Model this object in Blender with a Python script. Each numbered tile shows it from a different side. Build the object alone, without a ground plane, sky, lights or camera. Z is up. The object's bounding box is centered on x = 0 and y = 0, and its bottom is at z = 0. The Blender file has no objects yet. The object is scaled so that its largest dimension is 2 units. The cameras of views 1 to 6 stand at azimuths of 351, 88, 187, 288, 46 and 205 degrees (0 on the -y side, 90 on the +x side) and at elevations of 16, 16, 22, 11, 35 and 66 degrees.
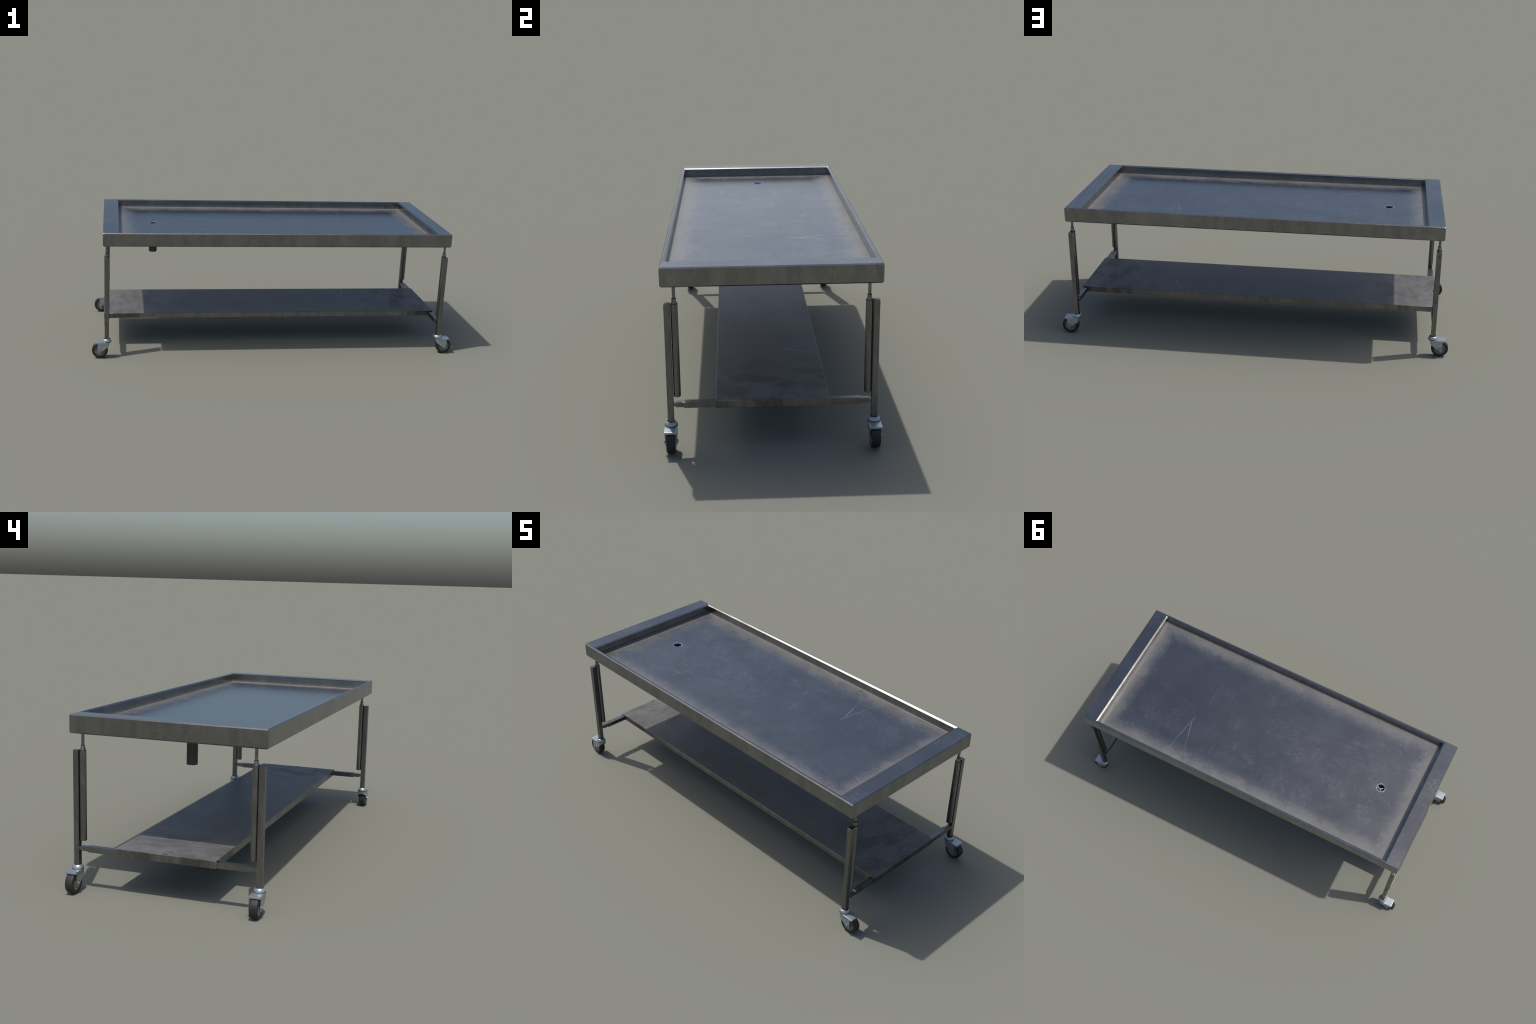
"""Wheeled stainless-steel examination table: a shallow rimmed tray with a drain,
four telescopic legs on swivel casters, and a lower shelf slung between two crossbars."""
import bpy, bmesh, math
from mathutils import Vector, Matrix

# ------------------------------------------------------------------ dimensions (metres)
TRAY_X, TRAY_Y = 0.9407, 0.3922          # half length, half width of the tray
TRAY_TOP, TRAY_BOTTOM = 0.6931, 0.6203
OPEN_X, OPEN_Y = 0.8672, 0.3838          # half size of the opening at the rim
LIP, LIP_DROP = 0.0078, 0.0044            # shallow sloping lip between rim and wall
FLOOR_Z = 0.6502
WALL_X, WALL_Y = OPEN_X - LIP, OPEN_Y - LIP
DRAIN = Vector((-0.6675, 0.0013))
DRAIN_RING, DRAIN_HOLE, PIPE_R, PIPE_END = 0.0268, 0.0188, 0.0222, 0.4865
LEG_X, POST_Y, POST_W = 0.9208, 0.3702, 0.0225
POST_TOP, POST_FOOT = 0.5570, 0.1000
TUBE_Y, TUBE_R, TUBE_TOP, TUBE_END = 0.3445, 0.0130, 0.5560, 0.2030
ROD_R = 0.0060
SHELF_X, SHELF_Y, SHELF_TOP, SHELF_DEPTH = 0.9374, 0.2060, 0.1890, 0.0292
WHEEL_X, WHEEL_R, WHEEL_W = 0.9573, 0.0425, 0.0325

# ------------------------------------------------------------------ node helpers
class Nodes:
    """Thin wrapper that keeps the material definitions short."""
    def __init__(self, tree):
        self.t = tree

    def new(self, kind, **props):
        n = self.t.nodes.new("ShaderNode" + kind)
        for k, v in props.items():
            setattr(n, k, v)
        return n

    def put(self, sock, val):
        if hasattr(val, "bl_idname") or isinstance(val, bpy.types.NodeSocket):
            self.t.links.new(val, sock)
        elif val is not None:
            sock.default_value = val

    def math(self, op, a, b=None, c=None, clamp=False):
        n = self.new("Math", operation=op, use_clamp=clamp)
        for s, v in zip(n.inputs, (a, b, c)):
            self.put(s, v)
        return n.outputs[0]

    def vmath(self, op, a, b=None, scale=None):
        n = self.new("VectorMath", operation=op)
        self.put(n.inputs[0], a)
        if b is not None:
            self.put(n.inputs[1], b)
        if scale is not None:
            self.put(n.inputs["Scale"], scale)
        return n.outputs["Value"] if op in ("DOT_PRODUCT", "LENGTH", "DISTANCE") else n.outputs["Vector"]

    def noise(self, vec, scale, detail=4.0, rough=0.55, distort=0.0):
        n = self.new("TexNoise")
        self.put(n.inputs["Vector"], vec)
        n.inputs["Scale"].default_value = scale
        n.inputs["Detail"].default_value = detail
        n.inputs["Roughness"].default_value = rough
        n.inputs["Distortion"].default_value = distort
        return n.outputs["Fac"]

    def stretch(self, vec, scale, rot=(0, 0, 0), loc=(0, 0, 0)):
        n = self.new("Mapping")
        self.put(n.inputs["Vector"], vec)
        n.inputs["Scale"].default_value = scale
        n.inputs["Rotation"].default_value = rot
        n.inputs["Location"].default_value = loc
        return n.outputs[0]

    def step(self, val, lo, hi, to_lo=0.0, to_hi=1.0):
        n = self.new("MapRange", interpolation_type="SMOOTHSTEP")
        for s, v in zip(n.inputs, (val, lo, hi, to_lo, to_hi)):
            self.put(s, v)
        return n.outputs[0]

    def mix(self, fac, a, b):
        n = self.new("Mix", data_type="RGBA")
        self.put(n.inputs["Factor"], fac)
        self.put(n.inputs[6], (*a, 1) if isinstance(a, tuple) else a)
        self.put(n.inputs[7], (*b, 1) if isinstance(b, tuple) else b)
        return n.outputs[2]

    def bump(self, height, strength, distance):
        n = self.new("Bump")
        n.inputs["Strength"].default_value = strength
        n.inputs["Distance"].default_value = distance
        self.put(n.inputs["Height"], height)
        return n.outputs[0]

    def coords(self, vary=False):
        c = self.new("TexCoord").outputs["Object"]
        if not vary:
            return c
        r = self.new("ObjectInfo").outputs["Random"]
        return self.vmath("ADD", c, self.vmath("SCALE", (3.1, 5.3, 1.7), scale=r))

    def axes(self, vec):
        n = self.new("SeparateXYZ")
        self.put(n.inputs[0], vec)
        return n.outputs


def material(name):
    m = bpy.data.materials.new(name)
    m.use_nodes = True
    return m, Nodes(m.node_tree), m.node_tree.nodes["Principled BSDF"]


def scratch_group():
    """Mask that is 1 on the straight scratch from A to B and fades over Width."""
    g = bpy.data.node_groups.new("scratch_line", "ShaderNodeTree")
    for n in ("Point", "A", "B"):
        g.interface.new_socket(n, in_out="INPUT", socket_type="NodeSocketVector")
    for n in ("Width", "Strength"):
        g.interface.new_socket(n, in_out="INPUT", socket_type="NodeSocketFloat")
    g.interface.new_socket("Mask", in_out="OUTPUT", socket_type="NodeSocketFloat")
    N = Nodes(g)
    i, o = g.nodes.new("NodeGroupInput").outputs, g.nodes.new("NodeGroupOutput")
    ap, ab = N.vmath("SUBTRACT", i["Point"], i["A"]), N.vmath("SUBTRACT", i["B"], i["A"])
    h = N.math("DIVIDE", N.vmath("DOT_PRODUCT", ap, ab), N.vmath("DOT_PRODUCT", ab, ab), clamp=True)
    d = N.vmath("LENGTH", N.vmath("SUBTRACT", ap, N.vmath("SCALE", ab, scale=h)))
    m = N.math("MULTIPLY", N.step(d, 0.0, i["Width"], 1.0, 0.0), i["Strength"])
    g.links.new(m, o.inputs[0])
    return g


SCRATCH = scratch_group()
# (x, y) to (x, y), strength: the gouges that can be told apart on the tray floor
GOUGES = [((0.415, 0.091), (0.441, 0.236), 0.8), ((0.441, 0.236), (0.447, 0.320), 0.6),
          ((0.415, 0.132), (0.394, 0.213), 1.0), ((0.394, 0.213), (0.374, 0.282), 0.45),
          ((0.374, 0.282), (0.349, 0.326), 0.3), ((0.384, -0.079), (0.390, -0.048), 0.55),
          ((0.354, 0.018), (0.344, 0.062), 0.3), ((-0.127, 0.112), (-0.174, 0.203), 0.25),
          ((-0.192, 0.226), (-0.221, 0.269), 0.3), ((0.240, 0.204), (0.245, 0.261), 0.3)]


def gouges(N, vec, width):
    flat = N.vmath("MULTIPLY", vec, (1, 1, 0))
    warp = N.new("TexNoise")
    N.put(warp.inputs["Vector"], flat)
    warp.inputs["Scale"].default_value = 9
    flat = N.vmath("ADD", flat, N.vmath("SCALE", N.vmath("SUBTRACT", warp.outputs["Color"], (0.5, 0.5, 0.5)), scale=0.012))
    flat = N.vmath("MULTIPLY", flat, (1, 1, 0))
    total = None
    for a, b, s in GOUGES:
        g = N.new("Group", node_tree=SCRATCH)
        N.put(g.inputs["Point"], flat)
        g.inputs["A"].default_value, g.inputs["B"].default_value = (*a, 0), (*b, 0)
        g.inputs["Width"].default_value, g.inputs["Strength"].default_value = width, s
        total = g.outputs[0] if total is None else N.math("MAXIMUM", total, g.outputs[0])
    return total


# ------------------------------------------------------------------ materials
STEEL = 0.215                            # reflectance of the worn sheet steel


def grey(k, warm=0.0):
    return (STEEL * k * (1 + warm), STEEL * k, STEEL * k * (1 - warm))


def wear(N, p, big=3.0):
    """Cloudy tarnish, grainy rub marks and pin-prick specks shared by every steel part."""
    cloud = N.noise(p, big, 6, 0.6, 0.4)
    rub = N.math("MULTIPLY", N.step(N.noise(p, big * 2.3, 7, 0.72, 0.3), 0.44, 0.70),
                 N.step(N.noise(N.stretch(p, (0.7, 1.0, 1.0), (0, 0, 0.5)), 130, 6, 0.85), 0.44, 0.68))
    speck = N.step(N.noise(p, 420, 2, 0.5), 0.70, 0.78)
    return cloud, rub, speck


def tray_material():
    m, N, b = material("worn_tray_steel")
    p = N.coords()
    x, y, z = N.axes(p)
    cloud, rub, speck = wear(N, p)
    # sides: faint vertical wipe marks; deck: long smears
    wipe = N.noise(N.stretch(p, (13, 13, 3.2)), 1.0, 6, 0.62, 0.9)
    smear = N.noise(N.stretch(p, (5, 34, 5), (0, 0, 0.42)), 1.0, 6, 0.7, 0.9)
    smear = N.math("MULTIPLY", N.step(smear, 0.50, 0.75), N.step(N.noise(p, 2.1, 3), 0.48, 0.66))
    tilt = N.math("ABSOLUTE", N.axes(N.new("NewGeometry").outputs["Normal"])[2])
    upright = N.step(tilt, 0.5, 0.8)
    side = N.mix(N.step(wipe, 0.34, 0.68), grey(0.92, 0.0), grey(1.18, 0.0))
    drip = N.math("MULTIPLY", N.step(N.noise(N.stretch(p, (22, 22, 6), (0, 0.35, 0)), 1.0, 7, 0.68, 0.5), 0.53, 0.64),
                  N.step(N.noise(p, 3.3, 3), 0.47, 0.60))
    side = N.mix(N.math("MULTIPLY", drip, 0.5), side, grey(0.68, 0.02))
    tone = N.mix(upright, side,
                 N.mix(N.step(cloud, 0.32, 0.70), grey(0.88, -0.01), grey(1.06, -0.01)))
    tone = N.mix(N.math("MULTIPLY", rub, 0.55), tone, grey(2.3, 0.01))
    tone = N.mix(N.math("MULTIPLY", smear, 0.35), tone, grey(2.2, -0.02))
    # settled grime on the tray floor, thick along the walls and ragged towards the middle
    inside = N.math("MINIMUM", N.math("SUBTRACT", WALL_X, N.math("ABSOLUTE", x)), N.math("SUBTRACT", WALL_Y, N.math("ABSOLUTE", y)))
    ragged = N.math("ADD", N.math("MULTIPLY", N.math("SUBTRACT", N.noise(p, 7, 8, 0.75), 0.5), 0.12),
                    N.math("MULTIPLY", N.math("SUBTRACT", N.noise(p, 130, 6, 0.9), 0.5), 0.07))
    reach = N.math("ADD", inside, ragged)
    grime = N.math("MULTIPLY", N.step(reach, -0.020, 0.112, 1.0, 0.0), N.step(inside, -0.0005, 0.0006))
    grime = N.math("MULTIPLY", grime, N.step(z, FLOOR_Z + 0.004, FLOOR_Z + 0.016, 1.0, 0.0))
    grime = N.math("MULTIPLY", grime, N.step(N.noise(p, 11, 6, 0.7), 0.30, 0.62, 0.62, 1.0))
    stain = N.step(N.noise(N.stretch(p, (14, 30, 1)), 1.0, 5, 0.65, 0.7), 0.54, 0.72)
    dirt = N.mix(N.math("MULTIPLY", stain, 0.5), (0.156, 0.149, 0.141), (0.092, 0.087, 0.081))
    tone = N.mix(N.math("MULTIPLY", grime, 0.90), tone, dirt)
    mark = N.math("MULTIPLY", N.step(N.noise(N.stretch(p, (7, 16, 1), (0, 0, 0.25)), 1.0, 7, 0.7, 0.5), 0.56, 0.74), upright)
    tone = N.mix(N.math("MULTIPLY", mark, 0.32), tone, (0.135, 0.128, 0.115))
    hair = N.noise(N.stretch(p, (9, 330, 1), (0, 0, 0.52)), 1.0, 3, 0.6, 0.25)
    hair = N.math("MULTIPLY", N.step(hair, 0.64, 0.74), N.step(N.noise(p, 4.2, 4, 0.6), 0.50, 0.66))
    tone = N.mix(N.math("MULTIPLY", N.math("MULTIPLY", hair, upright), 0.35), tone, grey(2.6))
    cut = N.math("MULTIPLY", gouges(N, p, 0.0016), N.step(z, 0.66, 0.655, 0.0, 1.0))
    tone = N.mix(N.math("MULTIPLY", cut, 0.75), tone, (0.62, 0.62, 0.64))
    tone = N.mix(N.math("MULTIPLY", speck, 0.30), tone, grey(2.6))
    N.put(b.inputs["Base Color"], tone)
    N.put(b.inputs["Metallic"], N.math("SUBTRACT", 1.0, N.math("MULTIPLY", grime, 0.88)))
    rough = N.math("ADD", N.step(cloud, 0.3, 0.7, 0.215, 0.240), N.math("MULTIPLY", rub, 0.05))
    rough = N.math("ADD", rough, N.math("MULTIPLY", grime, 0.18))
    # the folded outer edges are brushed a little duller than the sheet
    fold = N.math("MULTIPLY", N.step(tilt, 0.50, 0.62), N.step(tilt, 0.78, 0.84, 1.0, 0.0))
    rough = N.math("ADD", rough, N.math("MULTIPLY", fold, 0.12))
    N.put(b.inputs["Roughness"], N.math("ADD", rough, N.math("MULTIPLY", cut, 0.25)))
    N.put(b.inputs["Normal"], N.bump(N.noise(p, 120, 3, 0.6), 0.015, 0.0006))
    return m


def shelf_material():
    m, N, b = material("dull_shelf_steel")
    p = N.coords()
    cloud, rub, speck = wear(N, p, 4.0)
    x, y, z = N.axes(p)
    blot = N.noise(N.stretch(p, (11, 7, 5)), 1.0, 8, 0.68, 0.15)
    ends = N.step(N.math("ABSOLUTE", x), 0.50, 0.78)
    blot = N.math("MULTIPLY", N.step(blot, 0.43, 0.62), N.math("ADD", 0.25, N.math("MULTIPLY", ends, 0.75)))
    wipe = N.noise(N.stretch(p, (26, 26, 4.0)), 1.0, 5, 0.6, 0.6)
    upright = N.step(N.math("ABSOLUTE", N.axes(N.new("NewGeometry").outputs["Normal"])[2]), 0.93, 0.99)
    tone = N.mix(upright, N.mix(N.step(wipe, 0.36, 0.66), grey(0.85, 0.03), grey(1.10, 0.03)),
                 N.mix(N.step(cloud, 0.35, 0.66), grey(0.53, 0.015), grey(0.64, 0.015)))
    tone = N.mix(N.math("MULTIPLY", blot, 0.72), tone, grey(0.33, 0.06))
    tone = N.mix(N.math("MULTIPLY", rub, 0.15), tone, grey(0.95))
    cut = gouges(N, N.vmath("MULTIPLY", p, (0.92, 1.82, 0)), 0.0028)
    cut = N.math("MULTIPLY", cut, upright)
    tone = N.mix(N.math("MULTIPLY", cut, 0.5), tone, (0.6, 0.6, 0.62))
    N.put(b.inputs["Base Color"], tone)
    N.put(b.inputs["Metallic"], N.step(upright, 0.0, 1.0, 0.95, 0.06))
    b.inputs["Specular IOR Level"].default_value = 0.26
    N.put(b.inputs["Roughness"], N.math("ADD", N.math("MULTIPLY", N.step(cloud, 0.3, 0.7, 0.40, 0.46), N.step(upright, 0.0, 1.0, 0.72, 1.0)), N.math("MULTIPLY", blot, 0.08)))
    N.put(b.inputs["Normal"], N.bump(N.noise(p, 120, 3, 0.6), 0.02, 0.0006))
    return m


def tube_material():
    m, N, b = material("worn_tube_steel")
    p = N.coords(vary=True)
    cloud = N.noise(N.stretch(p, (30, 30, 9)), 1.0, 6, 0.62, 0.6)
    grain = N.noise(p, 260, 3, 0.7)
    scuff = N.step(N.noise(N.stretch(p, (60, 60, 14)), 1.0, 5, 0.65, 0.8), 0.60, 0.72)
    tone = N.mix(N.step(cloud, 0.33, 0.68), grey(0.72, 0.02), grey(0.95, 0.02))
    tone = N.mix(N.math("MULTIPLY", N.step(grain, 0.5, 0.7), 0.2), tone, grey(1.15, 0.02))
    tone = N.mix(N.math("MULTIPLY", scuff, 0.3), tone, grey(0.48, 0.03))
    N.put(b.inputs["Base Color"], tone)
    b.inputs["Metallic"].default_value = 0.95
    N.put(b.inputs["Roughness"], N.step(cloud, 0.3, 0.7, 0.28, 0.36))
    N.put(b.inputs["Normal"], N.bump(grain, 0.02, 0.0004))
    return m


def zinc_material():
    m, N, b = material("zinc_plated_steel")
    p = N.coords(vary=True)
    cloud = N.noise(p, 40, 4, 0.6)
    N.put(b.inputs["Base Color"], N.mix(N.step(cloud, 0.35, 0.68), (0.35, 0.40, 0.43), (0.40, 0.45, 0.48)))
    b.inputs["Metallic"].default_value = 0.72
    N.put(b.inputs["Roughness"], N.step(cloud, 0.3, 0.7, 0.33, 0.38))
    return m


def plain(name, col, metal, rough, scale=60, spread=0.25):
    m, N, b = material(name)
    n = N.noise(N.coords(vary=True), scale, 5, 0.6)
    lo, hi = tuple(c * (1 - spread) for c in col), tuple(c * (1 + spread) for c in col)
    N.put(b.inputs["Base Color"], N.mix(N.step(n, 0.3, 0.7), lo, hi))
    b.inputs["Metallic"].default_value = metal
    N.put(b.inputs["Roughness"], N.step(n, 0.3, 0.7, rough - 0.05, rough + 0.05))
    return m


TRAY_MAT, SHELF_MAT, TUBE_MAT, ZINC_MAT = tray_material(), shelf_material(), tube_material(), zinc_material()
RUBBER_MAT = plain("black_rubber", (0.013, 0.013, 0.014), 0.0, 0.58)
RIM_MAT = plain("grey_wheel_rim", (0.150, 0.144, 0.132), 0.35, 0.45)
PIPE_MAT = plain("blackened_pipe", (0.075, 0.075, 0.070), 0.85, 0.5)
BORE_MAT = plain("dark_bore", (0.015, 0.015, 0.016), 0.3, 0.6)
CHROME_MAT = plain("bright_chrome", (0.75, 0.76, 0.78), 1.0, 0.30)
BOLT_MAT = plain("dark_bolt", (0.11, 0.105, 0.10), 0.85, 0.4)
ROD_MAT = plain("piston_steel", (0.21, 0.208, 0.20), 1.0, 0.28)
RING_MAT = plain("drain_ring_steel", (0.36, 0.40, 0.46), 1.0, 0.24)

# ------------------------------------------------------------------ mesh helpers
def finish(bm, name, mats, angle=38, weighted=True):
    bmesh.ops.recalc_face_normals(bm, faces=bm.faces)
    for f in bm.faces:
        f.smooth = True
    for e in bm.edges:
        if len(e.link_faces) == 2 and e.calc_face_angle(0) > math.radians(angle):
            e.smooth = False
    me = bpy.data.meshes.new(name)
    bm.to_mesh(me)
    bm.free()
    for mt in (mats if isinstance(mats, (list, tuple)) else [mats]):
        me.materials.append(mt)
    o = bpy.data.objects.new(name, me)
    bpy.context.scene.collection.objects.link(o)
    if weighted:
        w = o.modifiers.new("face_weighted", "WEIGHTED_NORMAL")
        w.keep_sharp, w.weight = True, 100
    return o


def add_box(bm, lo, hi, bevel=0.0, segments=2, mat=0):
    lo, hi = Vector(lo), Vector(hi)
    r = bmesh.ops.create_cube(bm, size=1.0)
    for v in r["verts"]:
        v.co = Vector((lo[i] + (hi[i] - lo[i]) * (v.co[i] + 0.5) for i in range(3)))
    faces = {f for v in r["verts"] for f in v.link_faces}
    for f in faces:
        f.material_index = mat
    if bevel:
        es = list({e for v in r["verts"] for e in v.link_edges})
        bmesh.ops.bevel(bm, geom=es, offset=bevel, segments=segments, profile=0.5, affect="EDGES", clamp_overlap=True)


def add_lathe(bm, profile, seg=32, centre=(0, 0, 0), axis="Z", mat=0):
    """Revolve (radius, height) pairs; radius 0 closes the end."""
    turn = {"Z": Matrix.Identity(3), "Y": Matrix.Rotation(-math.pi / 2, 3, "X")}[axis]
    rings = []
    for r, h in profile:
        if r < 1e-6:
            rings.append([bm.verts.new(turn @ Vector((0, 0, h)) + Vector(centre))])
        else:
            rings.append([bm.verts.new(turn @ Vector((r * math.cos(math.tau * k / seg), r * math.sin(math.tau * k / seg), h)) + Vector(centre)) for k in range(seg)])
    for a, b in zip(rings, rings[1:]):
        for k in range(seg):
            j = (k + 1) % seg
            loop = [a[k % len(a)], a[j % len(a)], b[j % len(b)], b[k % len(b)]]
            seen = []
            for v in loop:
                if v not in seen:
                    seen.append(v)
            if len(seen) > 2:
                bm.faces.new(seen).material_index = mat
    return rings


def rounded_rect(bm, hx, hy, z, r, seg=5):
    pts = []
    for cx, cy, a0 in ((hx - r, hy - r, 0), (-hx + r, hy - r, 90), (-hx + r, -hy + r, 180), (hx - r, -hy + r, 270)):
        for k in range(seg + 1):
            a = math.radians(a0 + 90 * k / seg)
            pts.append(bm.verts.new((cx + r * math.cos(a), cy + r * math.sin(a), z)))
    return pts


def bridge(bm, a, b, mat=0):
    for k in range(len(a)):
        j = (k + 1) % len(a)
        bm.faces.new((a[k], a[j], b[j], b[k])).material_index = mat


def child(o, parent, loc=None):
    o.parent = parent
    if loc is not None:
        o.location = loc
    return o


def again(src, parent, loc=(0, 0, 0), turn=0.0):
    """Another copy of a part that shares its mesh."""
    o = src.copy()
    bpy.context.scene.collection.objects.link(o)
    o.parent, o.location, o.rotation_euler = parent, loc, (0, 0, turn)
    return o


# ------------------------------------------------------------------ the table
root = bpy.data.objects.new("steel_examination_table", None)
bpy.context.scene.collection.objects.link(root)
root["label"] = "worn stainless steel examination table with drain tray on casters"
root["category"] = "medical table"


def build_tray():
    bm = bmesh.new()
    c, R = 0.0052, 0.0055
    # cross-section of the folded sheet from the underside over the rim down to the floor
    section = [(TRAY_X - 0.030, TRAY_Y - 0.030, TRAY_BOTTOM, 0.002),
               (TRAY_X - c, TRAY_Y - c, TRAY_BOTTOM, R * 0.4),
               (TRAY_X, TRAY_Y, TRAY_BOTTOM + c, R),
               (TRAY_X, TRAY_Y, TRAY_TOP - 0.0044, R),
               (TRAY_X - 0.0044, TRAY_Y - 0.0044, TRAY_TOP, R * 0.5),
               (OPEN_X, OPEN_Y, TRAY_TOP, 0.0022),
               (WALL_X, WALL_Y, TRAY_TOP - LIP_DROP, 0.0022),
               (WALL_X, WALL_Y, FLOOR_Z + 0.0016, 0.0022),
               (WALL_X - 0.0016, WALL_Y - 0.0016, FLOOR_Z, 0.0022)]
    rings = [rounded_rect(bm, *s) for s in section]
    for a, b in zip(rings, rings[1:]):
        bridge(bm, a, b)
    bm.faces.new(rings[0])
    # the floor, cut out for the drain
    hole = [bm.verts.new((DRAIN.x + DRAIN_RING * 0.97 * math.cos(math.tau * k / 40), DRAIN.y + DRAIN_RING * 0.97 * math.sin(math.tau * k / 40), FLOOR_Z)) for k in range(40)]
    he = [bm.edges.new((hole[k], hole[(k + 1) % 40])) for k in range(40)]
    outer = [bm.edges.get((rings[-1][k], rings[-1][(k + 1) % len(rings[-1])])) for k in range(len(rings[-1]))]
    bmesh.ops.triangle_fill(bm, use_beauty=True, use_dissolve=False, edges=he + outer)
    return finish(bm, "tray", TRAY_MAT, angle=20)


tray = child(build_tray(), root)


def build_drain():
    cx = (DRAIN.x, DRAIN.y, 0)
    bm = bmesh.new()
    add_lathe(bm, [(DRAIN_RING, FLOOR_Z - 0.002), (DRAIN_RING, FLOOR_Z + 0.0006),
                   (DRAIN_HOLE + 0.0012, FLOOR_Z + 0.0005), (DRAIN_HOLE, FLOOR_Z - 0.0012), (DRAIN_HOLE, FLOOR_Z - 0.006)], 40, cx)
    ring = child(finish(bm, "drain_ring", RING_MAT, 50), tray)
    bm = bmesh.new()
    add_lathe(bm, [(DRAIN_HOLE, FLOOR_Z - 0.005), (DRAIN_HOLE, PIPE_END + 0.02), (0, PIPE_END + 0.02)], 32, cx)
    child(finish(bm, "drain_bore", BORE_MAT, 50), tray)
    bm = bmesh.new()
    add_lathe(bm, [(DRAIN_HOLE, TRAY_BOTTOM + 0.004), (PIPE_R, TRAY_BOTTOM + 0.004), (PIPE_R, PIPE_END + 0.001), (PIPE_R - 0.001, PIPE_END),
                   (DRAIN_HOLE + 0.0008, PIPE_END), (DRAIN_HOLE + 0.0004, PIPE_END + 0.015)], 36, cx)
    child(finish(bm, "drain_pipe", PIPE_MAT, 50), tray)
    bm = bmesh.new()
    z = FLOOR_Z - 0.013
    for k in range(3):
        a = math.radians(90 + 12 + 120 * k)
        n0 = len(bm.verts)
        add_box(bm, (0, -0.0013, z - 0.004), (DRAIN_HOLE + 0.0005, 0.0013, z), 0.0008, 2)
        bm.verts.ensure_lookup_table()
        for v in list(bm.verts)[n0:]:
            v.co = Matrix.Rotation(a, 3, "Z") @ v.co + Vector(cx)
    add_lathe(bm, [(0, z - 0.006), (0.0038, z - 0.006), (0.0038, z + 0.0003), (0.0022, z + 0.0016), (0, z + 0.002)], 16, cx)
    child(finish(bm, "drain_strainer", CHROME_MAT, 45), tray)


build_drain()

# ------------------------------------------------------------------ legs (local frame: y points inwards)
def build_leg():
    """Square post with a cap, a telescopic tube beside it, and the piston that carries the tray."""
    h = POST_W / 2
    inward = POST_Y - TUBE_Y
    bm = bmesh.new()
    add_box(bm, (-h, -h, POST_FOOT), (h, h, POST_TOP), 0.0016, 2)
    post = finish(bm, "leg", TUBE_MAT)
    parts = []

    bm = bmesh.new()
    add_lathe(bm, [(0, TUBE_END), (TUBE_R - 0.003, TUBE_END), (TUBE_R - 0.0009, TUBE_END + 0.0009), (TUBE_R, TUBE_END + 0.003), (TUBE_R, TUBE_TOP - 0.0012),
                   (TUBE_R - 0.0012, TUBE_TOP), (0.0122 - 0.0014, TUBE_TOP), (0.0105, TUBE_TOP - 0.003), (0, TUBE_TOP - 0.003)], 32, (0, inward, 0))
    parts.append(finish(bm, "leg_tube", TUBE_MAT, 45))

    bm = bmesh.new()
    add_lathe(bm, [(0.0108, TUBE_TOP - 0.002), (0.0106, TUBE_TOP + 0.0015), (0.0096, TUBE_TOP + 0.006), (0.0082, TUBE_TOP + 0.0135), (0.0077, TUBE_TOP + 0.0185),
                   (0.0072, TUBE_TOP + 0.0195), (0.0058, TUBE_TOP + 0.0195)], 28, (0, inward, 0))
    parts.append(finish(bm, "piston_cap", ROD_MAT, 50))

    bm = bmesh.new()
    add_lathe(bm, [(0.0079, TUBE_TOP + 0.0186), (0.0079, TUBE_TOP + 0.0206), (ROD_R, TUBE_TOP + 0.0208)], 24, (0, inward, 0))
    add_lathe(bm, [(0.0126, TUBE_TOP - 0.0004), (0.0126, TUBE_TOP + 0.0009), (0.0105, TUBE_TOP + 0.0011)], 28, (0, inward, 0))
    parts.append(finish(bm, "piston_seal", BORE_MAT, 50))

    bm = bmesh.new()
    add_lathe(bm, [(ROD_R, TUBE_TOP + 0.010), (ROD_R, TRAY_BOTTOM + 0.001)], 24, (0, inward, 0))
    parts.append(finish(bm, "piston_rod", ROD_MAT, 50))

    bm = bmesh.new()                      # strap across the post under the cap, with its screw
    add_lathe(bm, [(0, -h - 0.0021), (0.0024, -h - 0.0021), (0.0031, -h - 0.0012), (0.0031, -h + 0.001)], 14, (-0.0022, 0, 0.5385), "Y")
    parts.append(finish(bm, "leg_screw", BOLT_MAT, 40))
    bm = bmesh.new()                      # low adjustment catch
    add_box(bm, (-0.0072, -h - 0.0016, 0.2885), (0.0050, -h + 0.001, 0.2925), 0.0006, 1)
    parts.append(finish(bm, "leg_catch", BOLT_MAT, 40))
    return post, parts


post0, leg_parts0 = build_leg()
for k, (sx, sy) in enumerate(((1, -1), (-1, -1), (1, 1), (-1, 1))):
    place, turn = (sx * LEG_X, sy * POST_Y, 0), (0.0 if sy < 0 else math.pi)
    post = post0 if k == 0 else again(post0, root)
    post.parent, post.location, post.rotation_euler = root, place, (0, 0, turn)
    for q in leg_parts0:
        (child(q, post) if k == 0 else again(q, post))

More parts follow.
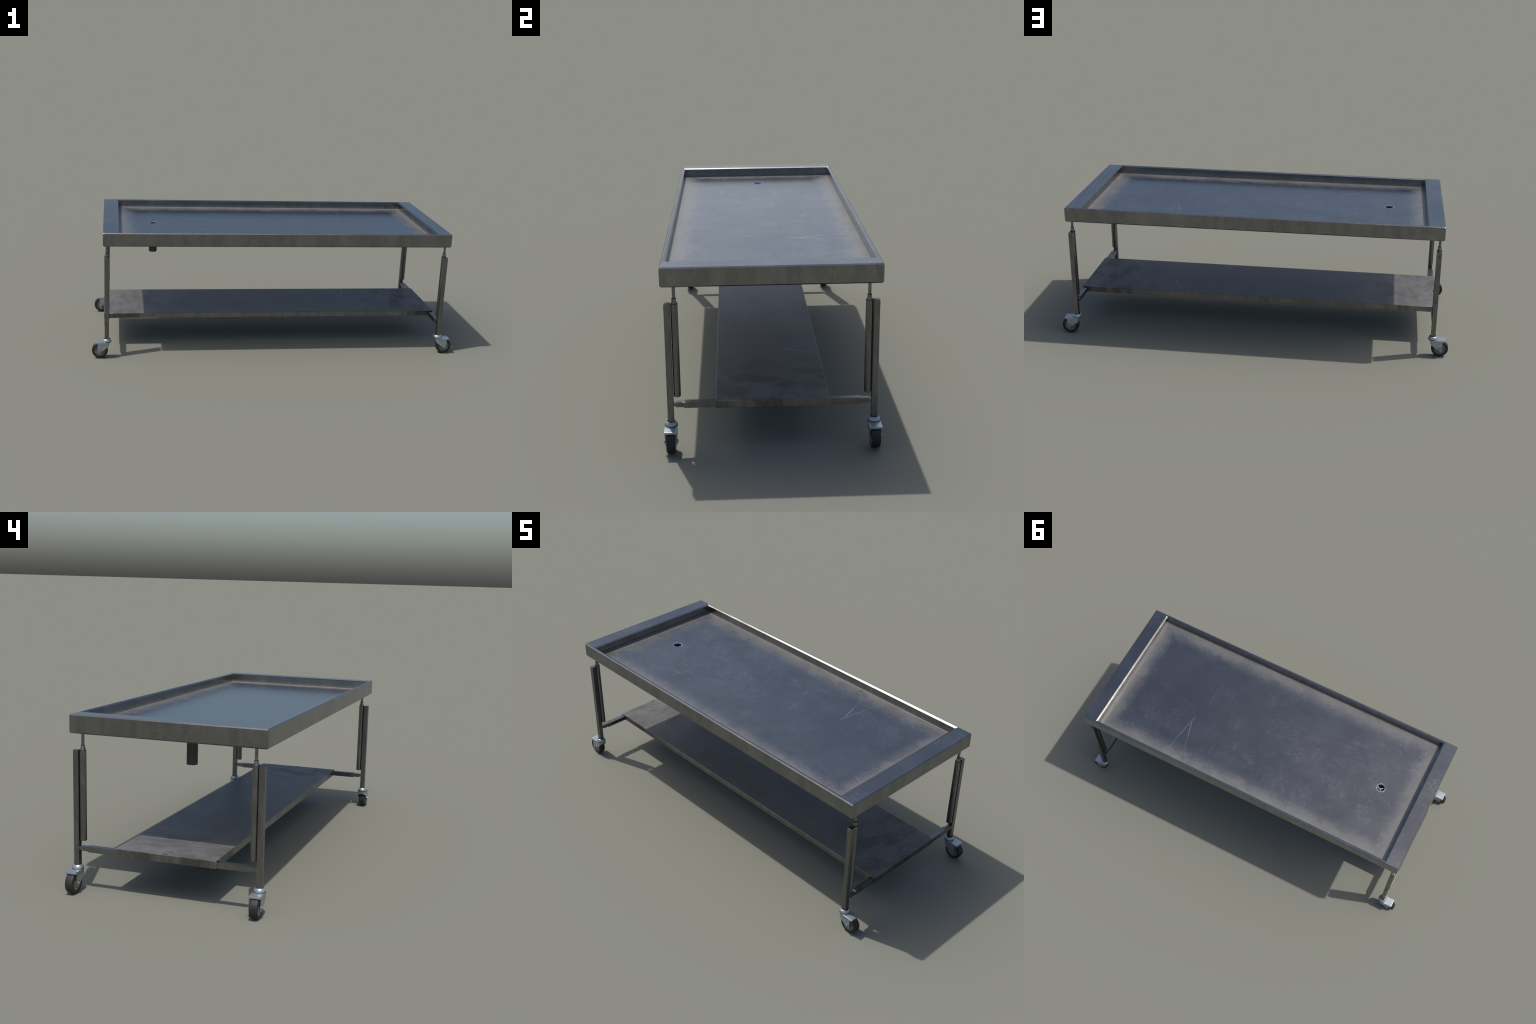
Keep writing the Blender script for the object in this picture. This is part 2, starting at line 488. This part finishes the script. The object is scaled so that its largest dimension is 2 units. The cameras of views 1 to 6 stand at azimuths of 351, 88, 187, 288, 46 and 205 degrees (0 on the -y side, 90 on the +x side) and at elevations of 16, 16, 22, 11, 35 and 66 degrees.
# ------------------------------------------------------------------ crossbars and shelf
def build_crossbar():
    """Stepped square tube: pin, short inner tube, outer tube, mirrored about the middle."""
    bm = bmesh.new()
    add_box(bm, (-0.0125, -0.3215, 0.1612), (0.0115, 0.3215, 0.1842), 0.0014, 2)
    for s in (1, -1):
        for lo, hi, x0, x1, z0, z1 in ((0.318, 0.3505, -0.0102, 0.0096, 0.1640, 0.1818), (0.347, 0.3605, -0.0070, 0.0080, 0.1670, 0.1790)):
            ys = sorted((s * lo, s * hi))
            add_box(bm, (x0, ys[0], z0), (x1, ys[1], z1), 0.0012, 2)
    return finish(bm, "crossbar", TUBE_MAT)


bar = child(build_crossbar(), root, (0.9228, 0, 0))
again(bar, root, (-0.9228, 0, 0), math.pi)


def build_shelf():
    """Flat sheet folded down along all four sides; the end folds wrap the crossbars."""
    bm = bmesh.new()
    t, low = 0.0022, SHELF_TOP - SHELF_DEPTH
    add_box(bm, (-SHELF_X, -SHELF_Y, SHELF_TOP - t), (SHELF_X, SHELF_Y, SHELF_TOP), 0.0010, 1)
    skirt = 0.9098
    for s in (1, -1):
        ys = sorted((s * (SHELF_Y - 0.0004), s * (SHELF_Y - 0.0040)))
        add_box(bm, (-skirt, ys[0], low + 0.0006), (skirt, ys[1], SHELF_TOP - 0.5 * t), 0.0006, 1)
        xs = sorted((s * (SHELF_X - 0.0003), s * (SHELF_X - 0.0018)))
        add_box(bm, (xs[0], -SHELF_Y + 0.0003, low), (xs[1], SHELF_Y - 0.0003, SHELF_TOP - 0.5 * t), 0.0005, 1)
        xs = sorted((s * skirt, s * (skirt - 0.003)))
        add_box(bm, (xs[0], -SHELF_Y + 0.002, low + 0.001), (xs[1], SHELF_Y - 0.002, SHELF_TOP - 0.6 * t), 0.0005, 1)
    return finish(bm, "shelf", SHELF_MAT)


shelf = child(build_shelf(), root)
bm = bmesh.new()
add_lathe(bm, [(0.0046, -0.001), (0.0046, 0.0009), (0.0037, 0.0023), (0.0015, 0.0029), (0, 0.0029)], 14)
screw = child(finish(bm, "shelf_screw", BOLT_MAT, 40), shelf, (0.9245, -0.0068, SHELF_TOP))
for x, y in ((0.9245, 0.0058), (-0.9285, -0.0058), (-0.9285, 0.0068)):
    again(screw, shelf, (x, y, SHELF_TOP))

# ------------------------------------------------------------------ casters (local frame: wheel trails along +x)
def build_caster():
    wx = WHEEL_X - LEG_X                  # axle offset from the swivel axis
    parts = []
    # pressed fork: top plate, two cheeks, and a curved back wall
    bm = bmesh.new()
    top, low = 0.0898, 0.0820
    outline = []
    for a in range(90, 271, 15):          # round end under the swivel
        outline.append((-0.0025 + 0.0150 * math.cos(math.radians(a)), 0.0228 * math.sin(math.radians(a))))
    outline += [(0.0600, -0.0240), (0.0622, -0.0218), (0.0622, 0.0218), (0.0600, 0.0240)]
    up, dn = [bm.verts.new((x, y, top)) for x, y in outline], [bm.verts.new((x, y, low)) for x, y in outline]
    bm.faces.new(up)
    bm.faces.new(list(reversed(dn)))
    bridge(bm, dn, up)
    bmesh.ops.bevel(bm, geom=[e for e in bm.edges if all(v in up for v in e.verts)], offset=0.0016, segments=2, profile=0.5, affect="EDGES", clamp_overlap=True)
    # cheek outline in (x, z), starting under the plate at the back
    cheek = [(-0.0068, 0.0845), (-0.0068, 0.0632), (0.0345, 0.0325), (0.0385, 0.0302), (0.0430, 0.0298), (0.0470, 0.0318), (0.0490, 0.0355), (0.0492, 0.0845)]
    for s in (1, -1):
        out, inn = [bm.verts.new((x, s * 0.0222, z)) for x, z in cheek], [bm.verts.new((x, s * 0.0196, z)) for x, z in cheek]
        bm.faces.new(out)
        bm.faces.new(list(reversed(inn)))
        bridge(bm, inn, out)
    # back wall bends from cheek to cheek behind the swivel
    bend = [(-0.0068, 0.0222), (-0.0092, 0.0212), (-0.0108, 0.0170), (-0.0114, 0.0085), (-0.0115, 0.0)]
    bend = bend + [(x, -y) for x, y in reversed(bend[:-1])]
    shell = []
    for k, (x, y) in enumerate(bend):
        drop = 0.0632 + 0.008 * math.sin(math.pi * k / (len(bend) - 1))
        i = Vector((x + 0.0022, y * 0.885))
        shell.append([bm.verts.new(v) for v in ((x, y, 0.0845), (x, y, drop), (i.x, i.y, drop), (i.x, i.y, 0.0845))])
    for a, b in zip(shell, shell[1:]):
        bridge(bm, a, b)
    fork = finish(bm, "caster", ZINC_MAT, 40)

    bm = bmesh.new()                      # swivel bearing cup
    add_lathe(bm, [(0.0225, 0.0896), (0.0232, 0.0935), (0.0226, 0.0975), (0.0205, 0.1020), (0.0178, 0.1052), (0.0160, 0.1060), (0.0150, 0.1050), (0.0145, 0.1010), (0, 0.1005)], 36)
    parts.append(finish(bm, "swivel_cup", ZINC_MAT, 60))
    bm = bmesh.new()
    add_lathe(bm, [(0.0238, 0.0890), (0.0241, 0.0900), (0.0236, 0.0912), (0.0222, 0.0914)], 36)
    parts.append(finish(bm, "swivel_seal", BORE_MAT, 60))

    w, r = WHEEL_W / 2, WHEEL_R
    bm = bmesh.new()
    add_lathe(bm, [(0.0292, -w + 0.0018), (0.0305, -w + 0.0004), (0.0375, -w), (0.0398, -w + 0.0008), (0.0416, -w + 0.0030), (r, -w + 0.0065), (r, w - 0.0065), (0.0416, w - 0.0030),
                   (0.0398, w - 0.0008), (0.0375, w), (0.0305, w - 0.0004), (0.0292, w - 0.0018)], 48, (wx, 0, r), "Y")
    parts.append(finish(bm, "tyre", RUBBER_MAT, 40))
    bm = bmesh.new()
    side = [(0.0295, -w + 0.0022), (0.0284, -w + 0.0012), (0.0262, -w + 0.0014), (0.0240, -w + 0.0026), (0.0120, -w + 0.0026), (0.0105, -w + 0.0010), (0, -w + 0.0010)]
    add_lathe(bm, side, 40, (wx, 0, r), "Y")
    add_lathe(bm, [(a, -h) for a, h in side], 40, (wx, 0, r), "Y")
    parts.append(finish(bm, "wheel_rim", RIM_MAT, 40))

    for s in (1, -1):
        bm = bmesh.new()
        add_lathe(bm, [(0.0084, s * 0.0220), (0.0084, s * 0.0226), (0.0064, s * 0.0227)], 20, (wx, 0, r + 0.0008), "Y", 1)
        add_lathe(bm, [(0.0060, s * 0.0221), (0.0060, s * 0.0258), (0.0050, s * 0.0266), (0, s * 0.0267)], 6, (wx, 0, r + 0.0008), "Y", 0)
        parts.append(finish(bm, "axle_bolt", [ZINC_MAT, BOLT_MAT], 30, weighted=False))
    return fork, parts


fork0, caster_parts0 = build_caster()
for k, (sx, sy) in enumerate(((1, -1), (-1, -1), (1, 1), (-1, 1))):
    fork = fork0 if k == 0 else again(fork0, root)
    fork.parent, fork.location, fork.rotation_euler = root, (sx * LEG_X, sy * POST_Y, 0), (0, 0, 0.0 if sx > 0 else math.pi)
    for q in caster_parts0:
        (child(q, fork) if k == 0 else again(q, fork))
